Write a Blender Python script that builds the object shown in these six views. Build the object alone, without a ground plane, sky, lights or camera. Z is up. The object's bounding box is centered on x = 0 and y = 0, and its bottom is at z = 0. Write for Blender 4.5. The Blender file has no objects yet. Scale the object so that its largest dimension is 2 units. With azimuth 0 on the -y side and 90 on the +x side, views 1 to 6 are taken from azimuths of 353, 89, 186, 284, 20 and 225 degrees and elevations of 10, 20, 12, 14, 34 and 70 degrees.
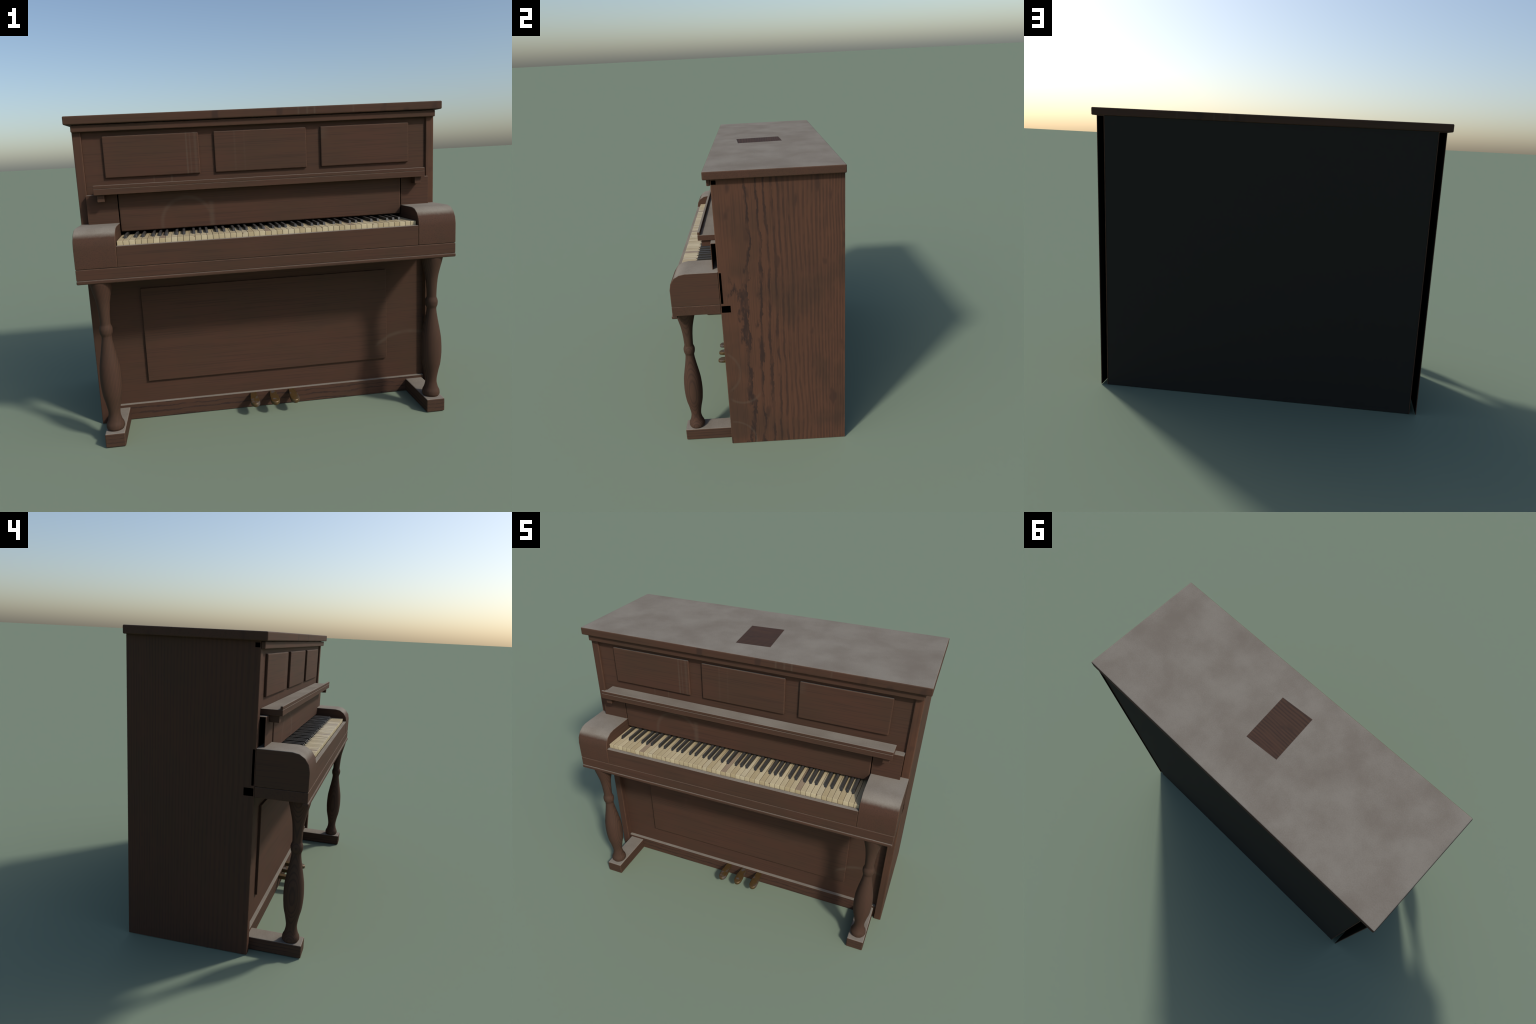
import bpy, bmesh, math, random
from mathutils import Vector, Matrix

random.seed(7)
COL = bpy.context.scene.collection


# ------------------------------------------------------------------ node helpers
class Nodes:
    """Small wrapper that makes building a shader graph readable."""

    def __init__(self, name):
        self.mat = bpy.data.materials.new(name)
        self.mat.use_nodes = True
        self.t = self.mat.node_tree
        self.bsdf = self.t.nodes["Principled BSDF"]
        self.obj = self.new("ShaderNodeTexCoord").outputs["Object"]
        self.geo = self.new("ShaderNodeNewGeometry")

    def new(self, kind, **props):
        n = self.t.nodes.new(kind)
        for k, v in props.items():
            setattr(n, k, v)
        return n

    def put(self, socket, value):
        if isinstance(value, bpy.types.NodeSocket):
            self.t.links.new(value, socket)
        elif hasattr(socket.default_value, "__len__") and not hasattr(value, "__len__"):
            socket.default_value = (value,) * len(socket.default_value)
        else:
            socket.default_value = value

    def math(self, op, a, b=0.0, c=0.0, clamp=False):
        n = self.new("ShaderNodeMath", operation=op, use_clamp=clamp)
        for s, v in zip(n.inputs, (a, b, c)):
            self.put(s, v)
        return n.outputs[0]

    def xyz(self, vec=None):
        n = self.new("ShaderNodeSeparateXYZ")
        self.put(n.inputs[0], vec or self.obj)
        return n.outputs

    def scaled(self, scale, offset=(0, 0, 0), vec=None, rot=(0, 0, 0)):
        n = self.new("ShaderNodeMapping")
        self.put(n.inputs["Vector"], vec or self.obj)
        n.inputs["Scale"].default_value = scale
        n.inputs["Location"].default_value = offset
        n.inputs["Rotation"].default_value = rot
        return n.outputs[0]

    def noise(self, scale, detail=3.0, rough=0.55, offset=(0, 0, 0), distort=0.0):
        n = self.new("ShaderNodeTexNoise")
        self.put(n.inputs["Vector"], self.scaled(scale, offset))
        n.inputs["Scale"].default_value = 1.0
        n.inputs["Detail"].default_value = detail
        n.inputs["Roughness"].default_value = rough
        n.inputs["Distortion"].default_value = distort
        return n.outputs[0]

    def step(self, v, lo, hi, out0=0.0, out1=1.0):
        n = self.new("ShaderNodeMapRange", interpolation_type="SMOOTHSTEP")
        for s, x in zip(n.inputs[:5], (v, lo, hi, out0, out1)):
            self.put(s, x)
        return n.outputs[0]

    def mix(self, f, a, b, blend="MIX"):
        n = self.new("ShaderNodeMix", data_type="RGBA", blend_type=blend)
        self.put(n.inputs[0], f)
        for s, v in ((n.inputs[6], a), (n.inputs[7], b)):
            self.put(s, v if isinstance(v, bpy.types.NodeSocket) else (*v, 1.0))
        return n.outputs[2]

    def mul(self, *v):
        r = v[0]
        for x in v[1:]:
            r = self.math("MULTIPLY", r, x)
        return r

    def finish(self, colour, rough=0.5, spec=0.5, bump=None, bump_strength=0.1, bump_dist=0.001):
        self.put(self.bsdf.inputs["Base Color"], colour if isinstance(colour, bpy.types.NodeSocket) else (*colour, 1))
        self.put(self.bsdf.inputs["Roughness"], rough)
        self.bsdf.inputs["Specular IOR Level"].default_value = spec
        if bump is not None:
            b = self.new("ShaderNodeBump")
            b.inputs["Strength"].default_value = bump_strength
            b.inputs["Distance"].default_value = bump_dist
            self.put(b.inputs["Height"], bump)
            self.t.links.new(b.outputs[0], self.bsdf.inputs["Normal"])
        return self.mat


# ------------------------------------------------------------------ palette (linear)
WOOD_RED = (0.0770, 0.0392, 0.0262)
WOOD_GREY = (0.0690, 0.0390, 0.0258)
WOOD_DARK = (0.0335, 0.0225, 0.0195)
WOOD_WORN = (0.130, 0.072, 0.045)
STAIN = (0.110, 0.085, 0.062)
DUST_A = (0.188, 0.162, 0.132)
DUST_B = (0.250, 0.226, 0.188)


def stain_mask(N, marks):
    """Faint pale rings and drip lines left by cups and water.
    ring   = ("ring", axes, centre_a, centre_b, radius, half_width, strength, window)
    streak = ("streak", axes, a, half_width, b_low, b_high, strength)"""
    total = None
    axes_i = {"x": 0, "y": 1, "z": 2}
    P = N.xyz()
    for m in marks:
        a, b = P[axes_i[m[1][0]]], P[axes_i[m[1][1]]]
        if m[0] == "ring":
            _, _, ca, cb, r, w, s, win = m
            da, db = N.math("SUBTRACT", a, ca), N.math("SUBTRACT", b, cb)
            d = N.math("SQRT", N.math("ADD", N.mul(da, da), N.mul(db, db)))
            e = N.math("ABSOLUTE", N.math("SUBTRACT", d, r))
            k = N.step(e, w, 0.0)
            if win:
                (alo, ahi, blo, bhi) = win
                k = N.mul(k, N.step(a, alo, alo + 0.03), N.step(a, ahi, ahi - 0.03),
                          N.step(b, blo, blo + 0.03), N.step(b, bhi, bhi - 0.03))
        else:
            _, _, ca, w, lo, hi, s = m
            e = N.math("ABSOLUTE", N.math("SUBTRACT", a, ca))
            k = N.mul(N.step(e, w, w * 0.1), N.step(b, lo, lo + 0.01), N.step(b, hi, hi - 0.01))
        k = N.mul(k, s)
        total = k if total is None else N.math("MAXIMUM", total, k)
    return N.mul(total, N.step(N.noise((9, 9, 9), 2, offset=(3, 1, 7)), 0.3, 0.6, 0.55, 1.0))


def wood(name, grain="x", figure=None, marks=None, clean_patch=None, contrast=1.0, fine=190.0, dusty=1.0,
         settle=(0.66, 0.94), warm_bias=0.0, ragged_amp=0.55,
         red=WOOD_RED, figured_face=None, reach=0.40):
    """Dark stained, dull old wood.  grain: axis the fibres follow.
    figure: None for plain fine fibres, or ("sawn", axis, centre, rate) for
    cathedral figure, or ("rings", axis, rate) for turned pieces."""
    N = Nodes(name)
    i = "xyz".index(grain)
    fs = [fine] * 3
    fs[i] = 2.5
    fibres = N.noise(tuple(fs), 4, 0.6)
    ms = [14.0] * 3
    ms[i] = 1.2
    streaks = N.noise(tuple(ms), 3, 0.6, offset=(2.3, 5.1, 0.7))
    blot = N.noise((3.2, 3.2, 3.2), 3, 0.55, offset=(7.7, 1.9, 4.2))
    warm = N.step(N.math("ADD", N.mul(streaks, 0.3), N.mul(blot, 0.7)), 0.38 - warm_bias, 0.62 - warm_bias)
    colour = N.mix(warm, WOOD_GREY, red)
    dark = N.mul(N.step(fibres, 0.46, 0.68), 0.40 * min(contrast, 1.0))
    height = fibres
    P = N.xyz()
    if figure and figure[0] == "sawn":
        _, ax, centre, rate = figure
        c = P["xyz".index(ax)]
        ws = [3.6] * 3
        ws[i] = 1.6
        warp = N.math("SUBTRACT", N.noise(tuple(ws), 3, 0.5, offset=(1.1, 0.4, 2.2)), 0.5)
        ws2 = [26.0] * 3
        ws2[i] = 9.0
        ragged = N.math("SUBTRACT", N.noise(tuple(ws2), 4, 0.65, offset=(4.1, 3.3, 8.2)), 0.5)
        t = N.math("SUBTRACT", c, centre)
        near = N.step(t, reach * 0.3, reach, 1.0, 0.0)   # 1 by the heart of the board, 0 towards its edge
        phase = N.math("ADD", N.mul(t, t, rate),
                       N.math("ADD", N.mul(warp, 4.2 * ragged_amp),
                              N.mul(ragged, N.math("MULTIPLY_ADD", near, 1.7, 0.5), ragged_amp)))
        saw = N.math("FRACT", N.math("ADD", phase, 20.24))
        # late wood: sharp on one flank, feathered on the other
        lo = N.math("MULTIPLY_ADD", near, 0.22, 0.42)
        band = N.mul(N.step(saw, lo, N.math("ADD", lo, 0.16)), N.step(saw, 0.99, 0.93))
        vary = N.step(N.noise(tuple(ws2), 2, 0.5, offset=(9, 9, 1)), 0.32, 0.56, 0.40, 1.0)
        band = N.mul(band, vary, N.math("MULTIPLY_ADD", near, 0.46 * contrast, 0.48 * contrast))
        if clean_patch:                       # only the top of the lid shows this figure
            band = N.mul(band, N.step(N.xyz(N.geo.outputs["Normal"])[2], 0.5, 0.9))
        if figured_face:                      # edges of the board cut across the figure and stay plain
            n_ax = N.math("ABSOLUTE", N.xyz(N.geo.outputs["Normal"])["xyz".index(figured_face)])
            band = N.mul(band, N.step(n_ax, 0.5, 0.9))
        dark = N.math("MAXIMUM", dark, band)
        knots = N.mul(N.step(N.noise((11, 11, 5.5), 2, 0.5, offset=(0.3, 6.1, 2.9)), 0.62, 0.72), 1.0 if ragged_amp > 0.5 else 0.0)
        dark = N.math("MAXIMUM", dark, N.mul(knots, 0.55))
    elif figure and figure[0] == "rings":
        _, ax, rate = figure
        c = P["xyz".index(ax)]
        warp = N.math("SUBTRACT", N.noise((5, 5, 3), 2, 0.5), 0.5)
        phase = N.mul(N.math("ADD", c, N.mul(warp, 0.012)), rate)
        saw = N.math("FRACT", phase)
        band = N.mul(N.step(saw, 0.40, 0.80), N.step(saw, 1.0, 0.86))
        dark = N.math("MAXIMUM", dark, N.mul(band, 0.85 * contrast))
    colour = N.mix(dark, colour, WOOD_DARK)
    # handling wear along the arrises
    bev = N.new("ShaderNodeBevel")
    bev.samples = 4
    bev.inputs["Radius"].default_value = 0.004
    dot = N.new("ShaderNodeVectorMath", operation="DOT_PRODUCT")
    N.put(dot.inputs[0], bev.outputs[0])
    N.put(dot.inputs[1], N.geo.outputs["Normal"])
    worn = N.mul(N.step(dot.outputs["Value"], 0.995, 0.93),
                 N.step(N.noise((20, 20, 20), 3, 0.6, offset=(5, 2, 8)), 0.36, 0.62, 0.15, 0.75))
    colour = N.mix(worn, colour, WOOD_WORN)
    if marks:
        colour = N.mix(stain_mask(N, marks), colour, STAIN)
    # dust lies on whatever faces up
    nz = N.xyz(N.geo.outputs["Normal"])[2]
    edge = N.mul(N.math("SUBTRACT", N.noise((55, 55, 55), 3, 0.6), 0.5), 0.10)
    dust = N.mul(N.step(N.math("ADD", nz, edge), settle[0], settle[1]), dusty)
    if clean_patch:
        cx, cy, hx, hy, ang = clean_patch
        n = N.new("ShaderNodeVectorRotate", rotation_type="Z_AXIS")
        N.put(n.inputs["Vector"], N.obj)
        n.inputs["Center"].default_value = (cx, cy, 0)
        n.inputs["Angle"].default_value = -ang
        Q = N.xyz(n.outputs[0])
        inx = N.step(N.math("ABSOLUTE", N.math("SUBTRACT", Q[0], cx)), hx + 0.0015, hx - 0.0015)
        iny = N.step(N.math("ABSOLUTE", N.math("SUBTRACT", Q[1], cy)), hy + 0.0015, hy - 0.0015)
        dust = N.mul(dust, N.math("SUBTRACT", 1.0, N.mul(inx, iny)))
    cloud = N.noise((5.5, 5.5, 5.5), 4, 0.55, offset=(0.6, 2.7, 0))
    speck = N.noise((160, 160, 160), 3, 0.7)
    dcol = N.mix(N.step(N.math("ADD", N.mul(cloud, 0.62), N.mul(speck, 0.38)), 0.30, 0.70), DUST_A, DUST_B)
    colour = N.mix(N.mul(dust, 0.97), colour, dcol)
    rough = N.step(dust, 0.0, 1.0, 0.65, 1.0)
    return N.finish(colour, rough, 0.07, N.math("ADD", height, N.mul(speck, dust)), 0.12, 0.0006)


def plain(name, colour, rough=0.5, spec=0.5, metallic=0.0):
    N = Nodes(name)
    N.bsdf.inputs["Metallic"].default_value = metallic
    return N.finish(colour, rough, spec)


def ivory(name, base, crack=False, chip=0.0):
    """Yellowed key covering; object coordinates are local to the key."""
    N = Nodes(name)
    P = N.xyz()
    cloud = N.noise((45, 10, 30), 3, 0.5)
    lo = tuple(c * k for c, k in zip(base, (0.95, 0.93, 0.90)))
    hi = tuple(min(1, c * 1.03) for c in base)
    colour = N.mix(N.step(cloud, 0.3, 0.7), lo, hi)
    grime = N.step(P[1], -0.30, -0.23)
    colour = N.mix(N.mul(grime, 0.35), colour, tuple(c * k for c, k in zip(base, (0.7, 0.62, 0.5))))
    seam = N.step(N.math("ABSOLUTE", N.math("SUBTRACT", P[1], -0.3655)), 0.0011, 0.0004)
    colour = N.mix(N.mul(seam, 0.18), colour, (0.14, 0.10, 0.06))
    if crack:
        wob = N.mul(N.math("SUBTRACT", N.noise((90, 0, 0), 3, 0.6), 0.5), 0.006)
        d = N.math("ABSOLUTE", N.math("SUBTRACT", P[1], N.math("ADD", wob, -0.4390)))
        colour = N.mix(N.mul(N.step(d, 0.0014, 0.0006), 0.85), colour, (0.06, 0.045, 0.03))
    if chip:
        dx = N.math("SUBTRACT", P[0], chip)
        dy = N.math("SUBTRACT", P[1], -0.4450)
        dz = N.math("SUBTRACT", P[2], 0.0250)
        d = N.math("SQRT", N.math("ADD", N.mul(dx, dx), N.math("ADD", N.mul(dy, dy), N.mul(dz, dz))))
        d = N.math("ADD", d, N.mul(N.math("SUBTRACT", N.noise((300, 300, 300), 2), 0.5), 0.004))
        colour = N.mix(N.step(d, 0.0062, 0.0038), colour, (0.20, 0.135, 0.075))
    return N.finish(colour, 0.42, 0.4)


def ebony(name):
    N = Nodes(name)
    smear = N.noise((120, 25, 60), 3, 0.6)
    nz = N.xyz(N.geo.outputs["Normal"])[2]
    dust = N.mul(N.step(nz, 0.55, 0.95), N.step(smear, 0.1, 0.7, 0.6, 1.0))  # upward faces of the sharps coloured a paler grey
    colour = N.mix(N.mul(dust, 0.75), (0.021, 0.020, 0.018), (0.062, 0.059, 0.055))
    return N.finish(colour, 0.5, 0.45)


def brass(name):
    N = Nodes(name)
    wear = N.step(N.noise((17, 17, 17), 3, 0.55, offset=(0.35, 0.2, 0.0)), 0.50, 0.61)
    colour = N.mix(wear, (0.094, 0.056, 0.019), (0.060, 0.047, 0.040))
    N.put(N.bsdf.inputs["Metallic"], N.step(wear, 0, 1, 0.35, 0.0))
    rough = N.step(wear, 0.0, 1.0, 0.42, 0.7)
    return N.finish(colour, rough, 0.5)


# ------------------------------------------------------------------ geometry helpers
def add(name, bm, mats, parent):
    me = bpy.data.meshes.new(name)
    bmesh.ops.recalc_face_normals(bm, faces=bm.faces)
    bm.to_mesh(me)
    bm.free()
    for m in mats if isinstance(mats, (list, tuple)) else [mats]:
        me.materials.append(m)
    ob = bpy.data.objects.new(name, me)
    COL.objects.link(ob)
    ob.parent = parent
    return ob


def box_bm(x, y, z, bevel=0.0, segments=2):
    bm = bmesh.new()
    bmesh.ops.create_cube(bm, size=1.0)
    for v in bm.verts:
        v.co = Vector((x[0] if v.co.x < 0 else x[1], y[0] if v.co.y < 0 else y[1], z[0] if v.co.z < 0 else z[1]))
    if bevel:
        bmesh.ops.bevel(bm, geom=list(bm.edges), offset=bevel, segments=segments, profile=0.5, affect="EDGES", clamp_overlap=True)
    return bm


def box(name, x, y, z, mat, parent, bevel=0.002, segments=2):
    return add(name, box_bm(x, y, z, bevel, segments), mat, parent)


def extrude_outline(pts, axis, lo, hi):
    """Solid from a closed 2D outline pushed along an axis."""
    bm = bmesh.new()

    def at(p, d):
        return {"x": (d, p[0], p[1]), "y": (p[0], d, p[1]), "z": (p[0], p[1], d)}[axis]

    a = [bm.verts.new(at(p, lo)) for p in pts]
    b = [bm.verts.new(at(p, hi)) for p in pts]
    bm.faces.new(a)
    bm.faces.new(b[::-1])
    n = len(pts)
    for i in range(n):
        bm.faces.new((a[i], b[i], b[(i + 1) % n], a[(i + 1) % n]))
    return bm


def smooth(ob, angle):
    ob.data.shade_smooth()
    ob.data.set_sharp_from_angle(angle=math.radians(angle))


def hermite(profile, steps):
    """Monotone-ish smooth interpolation through (z, r) control points."""
    out = []
    n = len(profile)

    def slope(i):
        if i in (0, n - 1):
            return 0.0
        (z0, r0), (z1, r1), (z2, r2) = profile[i - 1:i + 2]
        a, b = (r1 - r0) / (z1 - z0), (r2 - r1) / (z2 - z1)
        return 0.0 if a * b <= 0 else 2 * a * b / (a + b)

    for i in range(n - 1):
        (z0, r0), (z1, r1) = profile[i], profile[i + 1]
        h = z1 - z0
        for k in range(steps):
            t = k / steps
            out.append((z0 + h * t,
                        (2 * t**3 - 3 * t**2 + 1) * r0 + (t**3 - 2 * t**2 + t) * h * slope(i)
                        + (-2 * t**3 + 3 * t**2) * r1 + (t**3 - t**2) * h * slope(i + 1)))
    out.append(profile[-1])
    return out


def lathe(profile, sides, cx, cy):
    bm = bmesh.new()
    rings = []
    for z, r in profile:
        rings.append([bm.verts.new((cx + r * math.cos(a), cy + r * math.sin(a), z))
                      for a in (math.tau * (k + 0.5) / sides for k in range(sides))])
    for lo, hi in zip(rings, rings[1:]):
        for k in range(sides):
            bm.faces.new((lo[k], lo[(k + 1) % sides], hi[(k + 1) % sides], hi[k]))
    bm.faces.new(rings[0][::-1])
    bm.faces.new(rings[-1])
    return bm


# ------------------------------------------------------------------ the piano
piano = bpy.data.objects.new("upright_piano", None)
COL.objects.link(piano)
piano["label"] = "old dusty dark brown upright piano with yellowed keys"
piano["category"] = "piano"

HALF = 0.9685          # half width of the case
FRONT, BACK = -0.205, 0.482
CASE_TOP = 1.632

ring = lambda ax, a, b, r, w, s, win=None: ("ring", ax, a, b, r, w, s, win)
streak = lambda ax, a, w, lo, hi, s: ("streak", ax, a, w, lo, hi, s)

W_FINE = wood("fine_grained_wood", "x")
W_EDGE = wood("moulding_wood", "x", dusty=0.62)
W_BED = wood("key_bed_wood", "x", dusty=0.22)
W_DEEP = wood("arm_wood", "y", settle=(0.50, 0.82))
W_SIDE = wood("plain_sawn_wood", "z", ("sawn", "y", -0.150, 54.0), contrast=0.96, warm_bias=0.07, ragged_amp=0.52,
              red=(0.0980, 0.0475, 0.0295), figured_face="x", marks=[
    ring("yz", -0.270, 0.495, 0.146, 0.013, 0.22, (-0.204, 0.1, 0.3, 0.7)),
    ring("yz", -0.115, 0.400, 0.113, 0.013, 0.30, (-0.204, 0.0, 0.20, 0.37)),
    ring("yz", -0.190, 0.020, 0.135, 0.011, 0.32, (-0.204, 0.0, -0.1, 0.3))])
W_QUARTER = wood("straight_sawn_wood", "z", ("sawn", "y", -0.62, 34.0), contrast=0.60, ragged_amp=0.25, figured_face="x")
W_RAIL = wood("banded_wood", "x", ("sawn", "z", -0.055, 165.0), contrast=0.85, ragged_amp=0.6)
W_FOOT = wood("foot_wood", "y", ("sawn", "z", -0.09, 190.0), contrast=0.75, ragged_amp=0.3)
W_LEG = wood("turned_wood", "z", ("rings", "x", 150.0), contrast=0.62)
W_LID = wood("lid_wood", "x", ("sawn", "y", -1.50, 19.0), contrast=1.35, ragged_amp=0.75, clean_patch=(0.001, 0.061, 0.0995, 0.1445, math.radians(4.2)), marks=[
    streak("xz", 0.205, 0.008, 1.63, 1.68, 0.30), streak("xz", 0.252, 0.009, 1.63, 1.68, 0.25),
    streak("xz", 0.292, 0.008, 1.63, 1.68, 0.35), streak("xz", 0.503, 0.008, 1.63, 1.68, 0.2)])
W_PANEL = wood("door_panel_wood", "x", marks=[
    streak("xz", -0.392, 0.007, 1.35, 1.58, 0.36), streak("xz", -0.373, 0.006, 1.35, 1.58, 0.22),
    streak("xz", -0.346, 0.012, 1.35, 1.58, 0.25), streak("xz", -0.138, 0.008, 1.35, 1.58, 0.11),
    streak("xz", -0.087, 0.007, 1.35, 1.58, 0.11), streak("xz", -0.573, 0.006, 1.30, 1.36, 0.25),
    streak("xz", -0.480, 0.007, 1.30, 1.36, 0.35), streak("xz", 0.338, 0.045, 1.50, 1.57, 0.16)])
W_FALL = wood("fall_wood", "x", marks=[
    ring("xz", -0.413, 1.105, 0.133, 0.017, 0.26), streak("xz", -0.283, 0.022, 1.0, 1.215, 0.34)])
W_LOWER = wood("lower_door_wood", "x", dusty=0.12, marks=[ring("xz", 0.83, 0.02, 0.344, 0.018, 0.36, (0.62, 0.95, 0.2, 0.5))])
BLACK = plain("solid_black", (0.0, 0.0, 0.0), 1.0, 0.0)
INSIDE = plain("unlit_interior", (0.004, 0.003, 0.003), 0.9, 0.1)  # base colour taken near black so the hollows look shadowed
BACKING = plain("black_backcloth", (0.0300, 0.0268, 0.0228), 0.9, 0.08)

# lid and cornice under it
lid = box("lid", (-1.0, 1.0), (-0.2425, 0.486), (1.632, 1.6752), W_LID, piano, 0.006, 3)
box("cornice", (-HALF, HALF), (-0.2255, -0.2062), (1.5950, 1.6285), W_FINE, piano, 0.004, 2)

# hollow side panels, open at the back and underneath
for s in (1, -1):
    xo, xi = s * HALF, s * 0.9245
    bm = bmesh.new()
    bmesh.ops.create_cube(bm, size=1.0)
    for v in bm.verts:
        v.co = Vector((xo if v.co.x * s > 0 else xi, FRONT if v.co.y < 0 else BACK, 0.0 if v.co.z < 0 else CASE_TOP))
    gone = [f for f in bm.faces if f.normal.y > 0.5 or f.normal.z < -0.5]
    bmesh.ops.delete(bm, geom=gone, context="FACES")
    bm.normal_update()
    rim = [e for e in bm.edges if len(e.link_faces) == 2 and all(abs(v.co.y - FRONT) < 1e-5 for v in e.verts)]
    bmesh.ops.bevel(bm, geom=rim, offset=0.004, segments=2, profile=0.5, affect="EDGES")
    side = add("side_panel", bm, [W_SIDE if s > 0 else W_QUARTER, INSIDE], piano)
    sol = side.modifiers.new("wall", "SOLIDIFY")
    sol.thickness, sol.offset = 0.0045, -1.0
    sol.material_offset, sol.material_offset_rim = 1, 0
    # thin black plates on the side where cornice, arm and key bed overlap it
    for y, z in (((-0.2005, -0.1770), (1.6015, 1.6230)),
                 ((-0.2010, -0.1885), (0.9360, 1.1180)),
                 ((-0.2005, -0.1505), (0.8815, 0.9220))):
        box("black_overlap_plate", tuple(sorted((xo - s * 0.002, xo + s * 0.0006))), y, z, BLACK, side, 0.0)

# upper door
upper = box("upper_door", (-0.9243, 0.9243), (-0.193, -0.165), (1.262, 1.6315), W_PANEL, piano, 0.001)
for x0, x1 in ((-0.822, -0.3275), (-0.2475, 0.2490), (0.3285, 0.8235)):
    box("raised_panel", (x0, x1), (-0.2065, -0.190), (1.3565, 1.5695), W_PANEL, upper, 0.0055, 3)

# music shelf
shelf = box("music_shelf", (-0.874, 0.874), (-0.306, -0.1925), (1.2762, 1.3065), W_FINE, piano, 0.002)
box("shelf_lip", (-0.874, 0.874), (-0.306, -0.2925), (1.3070, 1.3245), W_FINE, shelf, 0.0025)
for x0, x1 in ((-0.8605, -0.825), (0.825, 0.8605)):
    box("shelf_bracket", (x0, x1), (-0.288, -0.2365), (1.2400, 1.2785), W_FINE, shelf, 0.0015)

# fall board and the cheek boards beside it
box("fall_board", (-0.7625, 0.7625), (-0.2410, -0.206), (1.0770, 1.2765), W_FALL, piano, 0.006, 3)
for s in (1, -1):
    x = tuple(sorted((s * 0.7675, s * 0.925)))
    cheek = box("cheek_board", x, (-0.2360, -0.2325), (1.1235, 1.2735), W_FINE, piano, 0.0012)
    box("cheek_top", tuple(sorted((s * 0.7675, s * 0.9242))), (-0.2330, -0.1935), (1.2700, 1.2738), W_FINE, cheek, 0.0012)
    box("cheek_dark_plate", tuple(sorted((s * 0.7678, s * 0.772))), (-0.2325, -0.1935), (1.1235, 1.2705), INSIDE, cheek, 0.0)  # near-black plates that keep the open cheek black
    box("cheek_dark_plate", tuple(sorted((s * 0.772, s * 0.9228))), (-0.1935, -0.1905), (1.1235, 1.2700), INSIDE, cheek, 0.0)

# key bed, its under-moulding, key slip and arms
bed = box("key_bed", (-HALF, HALF), (-0.4740, -0.2055), (0.8760, 0.9305), W_BED, piano, 0.003, 2)
box("bed_moulding", (-HALF, HALF), (-0.4800, -0.4480), (0.8578, 0.8757), W_EDGE, bed, 0.0055, 3)
box("bed_batten", (-0.905, 0.905), (-0.275, -0.1700), (0.8690, 0.8758), W_FINE, bed, 0.001)
box("key_slip", (-0.7660, 0.7660), (-0.4725, -0.4492), (0.9325, 1.0355), W_FINE, piano, 0.002)

R = 0.0905
curve = [(-0.383 - R * math.sin(a), 1.0330 + R * math.cos(a)) for a in (math.pi / 2 * k / 4 for k in range(5))]
arm_outline = [(FRONT - 0.0006, 0.9325), (FRONT - 0.0006, 1.1235)] + curve + [(-0.4735, 0.9345), (-0.4715, 0.9325)]
for s in (1, -1):
    lo, hi = sorted((s * 0.7670, s * HALF))
    bm = extrude_outline(arm_outline, "x", lo, hi)
    ends = [e for e in bm.edges if abs(e.verts[0].co.x - e.verts[1].co.x) < 1e-6]
    bmesh.ops.bevel(bm, geom=ends, offset=0.002, segments=1, profile=0.5, affect="EDGES")
    smooth(add("arm", bm, W_DEEP, piano), 32)

# lower door, toe rail, back, interior
lower = box("lower_door", (-0.9243, 0.9243), (-0.168, -0.145), (0.080, 0.8755), W_LOWER, piano, 0.0)
box("raised_panel", (-0.6975, 0.6975), (-0.1825, -0.165), (0.2145, 0.7505), W_LOWER, lower, 0.003, 2)
box("toe_rail", (-0.9226, 0.9226), (-0.1890, -0.150), (0.0, 0.0885), W_RAIL, piano, 0.002)
box("back_board", (-0.9243, 0.9243), (0.4700, 0.4800), (0.0, 1.6315), BACKING, piano, 0.0)

# front legs on their sledge feet
leg_profile = hermite([
    (0.0725, 0.0410), (0.0850, 0.0470), (0.0985, 0.0462), (0.1220, 0.0365), (0.1580, 0.0300), (0.2080, 0.0368),
    (0.2680, 0.0495), (0.3380, 0.0543), (0.4000, 0.0520), (0.4550, 0.0440), (0.5200, 0.0322), (0.5720, 0.0258),
    (0.5755, 0.0262), (0.5930, 0.0318), (0.6100, 0.0332), (0.6210, 0.0312), (0.6350, 0.0262), (0.6400, 0.0257), (0.6850, 0.0273),
    (0.7450, 0.0330), (0.8030, 0.0455), (0.8350, 0.0535), (0.8550, 0.0570), (0.8762, 0.0575)], 4)
for s in (1, -1):
    leg = add("leg", lathe(leg_profile, 32, s * 0.8625, -0.4190), W_LEG, piano)
    smooth(leg, 50)
    box("foot", tuple(sorted((s * 0.8105, s * 0.9115))), (-0.4860, -0.1750), (0.0, 0.0730), W_FOOT, piano, 0.005, 2)

# pedals
BRASS = brass("tarnished_brass")


def pedal_outline(cx):
    half = [(-0.150, 0.0165), (-0.200, 0.0170), (-0.235, 0.0190), (-0.265, 0.0235), (-0.290, 0.0258),
            (-0.308, 0.0245), (-0.320, 0.0185), (-0.3275, 0.0090)]
    left = [(cx - w, y) for y, w in half]
    return left + [(cx, -0.3290)] + [(cx + w, y) for y, w in reversed(half)]


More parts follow.
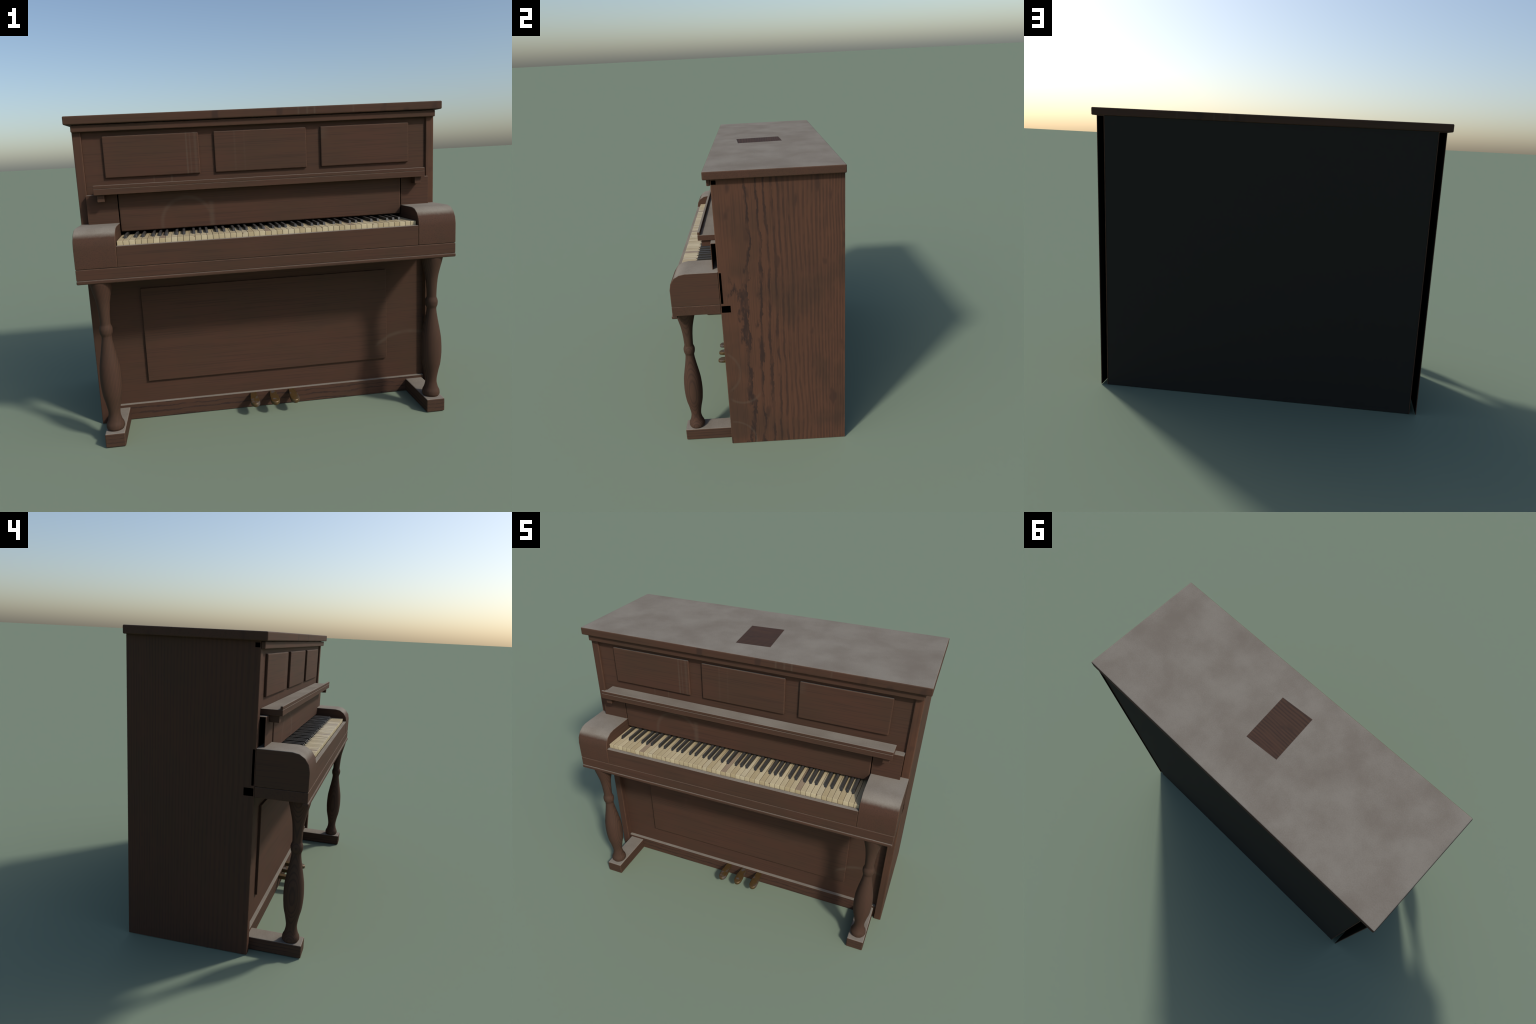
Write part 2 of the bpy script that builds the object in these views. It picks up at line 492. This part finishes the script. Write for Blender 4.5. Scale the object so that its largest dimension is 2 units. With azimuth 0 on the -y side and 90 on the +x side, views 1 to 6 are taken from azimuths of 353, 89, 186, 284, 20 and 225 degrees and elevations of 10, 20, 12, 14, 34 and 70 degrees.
for cx in (-0.1115, 0.0010, 0.1130):
    bm = extrude_outline(pedal_outline(cx), "z", 0.064, 0.0870)
    for v in bm.verts:                       # toe turned down a little
        v.co.z -= 0.006 * max(0.0, (-0.285 - v.co.y) / 0.044) ** 1.6
    flat = [e for e in bm.edges if abs(e.verts[0].co.z - e.verts[1].co.z) < 0.01]
    bmesh.ops.bevel(bm, geom=flat, offset=0.006, segments=3, profile=0.5, affect="EDGES", clamp_overlap=True)
    smooth(add("pedal", bm, BRASS, piano), 40)

# ------------------------------------------------------------------ keyboard
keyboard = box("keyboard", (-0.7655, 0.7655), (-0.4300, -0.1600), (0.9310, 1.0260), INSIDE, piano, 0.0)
TONES = {
    "l": ivory("pale_ivory", (0.530, 0.450, 0.285)),
    "m": ivory("aged_ivory", (0.480, 0.402, 0.250)),
    "d": ivory("dull_ivory", (0.452, 0.375, 0.228)),
    "t": ivory("tan_ivory", (0.432, 0.350, 0.205)),
    "b": ivory("bare_key_wood", (0.300, 0.228, 0.155)),
    "c": ivory("cracked_ivory", (0.520, 0.448, 0.295), crack=True),
    "r": ivory("ivory_chipped_at_one_corner", (0.480, 0.402, 0.250), chip=0.0125),
    "q": ivory("ivory_chipped_at_other_corner", (0.480, 0.410, 0.270), chip=-0.0125),
}
# A0 .. C8, one letter per white key
TONE_ROW = "mmlddtlbmcddrmlmddmdmqtmlbmtlcmtltrllmtmbmllqtdmtlmm"
KEY_SIDE = plain("dark_brown_key_flank", (0.180, 0.125, 0.070), 0.8, 0.1)  # flanks coloured dark brown so the lines between keys read darker
EBONY = ebony("top_lightened_ebony")
N_WHITE = 52
X0, X1 = -0.7640, 0.7640
PITCH = (X1 - X0) / N_WHITE
KEY_FRONT, KEY_BACK, NOTCH = -0.4455, -0.1640, -0.3635
KEY_BASE, KEY_H = 1.0315, 0.0252
BLACK_W = 0.0160
# sideways shift of each black key from the joint it covers, in pitches
SHARPS = {"A": 0.10, "C": -0.12, "D": 0.12, "F": -0.14, "G": 0.0}
names = ["ABCDEFG"[i % 7] for i in range(N_WHITE)]


def white_key_mesh(left, right):
    """left / right: how far a neighbouring black key cuts into this key's tail."""
    w = PITCH / 2 - 0.00072
    pts = [(-w, KEY_FRONT), (w, KEY_FRONT)]
    pts += [(w, NOTCH), (w - right, NOTCH), (w - right, KEY_BACK)] if right else [(w, KEY_BACK)]
    pts += [(-w + left, KEY_BACK), (-w + left, NOTCH), (-w, NOTCH)] if left else [(-w, KEY_BACK)]
    bm = extrude_outline(pts, "z", 0.0, KEY_H)
    rim = [e for e in bm.edges if (e.verts[0].co.z > KEY_H - 1e-6 and e.verts[1].co.z > KEY_H - 1e-6)
           or (abs(e.verts[0].co.y - KEY_FRONT) < 1e-6 and abs(e.verts[1].co.y - KEY_FRONT) < 1e-6)]
    bmesh.ops.bevel(bm, geom=rim, offset=0.0012, segments=2, profile=0.5, affect="EDGES", clamp_overlap=True)
    bmesh.ops.recalc_face_normals(bm, faces=bm.faces)
    for f in bm.faces:
        f.material_index = 1 if f.normal.z > 0.9 else 2 if abs(f.normal.x) > 0.9 else 0
    me = bpy.data.meshes.new("white_key")
    bm.to_mesh(me)
    bm.free()
    me.materials.append(TONES["m"])
    me.materials.append(TONES["m"])
    me.materials.append(KEY_SIDE)
    return me


meshes = {}
for i, n in enumerate(names):
    prev = names[i - 1] if i else None
    cut = lambda shift, side: max(0.0, BLACK_W / 2 + 0.0009 - 0.00085 + side * shift * PITCH)
    right = cut(SHARPS[n], -1) if n in SHARPS and i < N_WHITE - 1 else 0.0
    left = cut(SHARPS[prev], +1) if prev in SHARPS else 0.0
    key = (round(left, 5), round(right, 5))
    if key not in meshes:
        meshes[key] = white_key_mesh(left, right)
    ob = bpy.data.objects.new("white_key", meshes[key])
    COL.objects.link(ob)
    ob.parent = keyboard
    ob.location = (X0 + (i + 0.5) * PITCH, 0.0, KEY_BASE + random.uniform(-0.0005, 0.0006))
    tone = TONE_ROW[i]
    for slot in list(ob.material_slots)[:2]:
        slot.link = "OBJECT"
    ob.material_slots[0].material = TONES["t" if tone == "b" else tone]
    ob.material_slots[1].material = TONES[tone]

# one sharp: chamfered bar with a sloping nose
section = [(-BLACK_W / 2, 0.0), (BLACK_W / 2, 0.0), (BLACK_W / 2 - 0.0016, 0.0250), (-BLACK_W / 2 + 0.0016, 0.0250)]
bm = extrude_outline(section, "y", -0.3620, KEY_BACK)
for v in bm.verts:
    if v.co.y < -0.30 and v.co.z > 0.01:
        v.co.y += 0.0110
bmesh.ops.bevel(bm, geom=[e for e in bm.edges if max(v.co.z for v in e.verts) > 0.01], offset=0.0016, segments=2, profile=0.5, affect="EDGES", clamp_overlap=True)
bmesh.ops.recalc_face_normals(bm, faces=bm.faces)
black_mesh = bpy.data.meshes.new("black_key")
bm.to_mesh(black_mesh)
bm.free()
black_mesh.materials.append(EBONY)
for i, n in enumerate(names[:-1]):
    if n in SHARPS:
        ob = bpy.data.objects.new("black_key", black_mesh)
        COL.objects.link(ob)
        ob.parent = keyboard
        ob.location = (X0 + (i + 1 + SHARPS[n]) * PITCH, 0.0, KEY_BASE + KEY_H - 0.0105 + random.uniform(-0.0004, 0.0004))
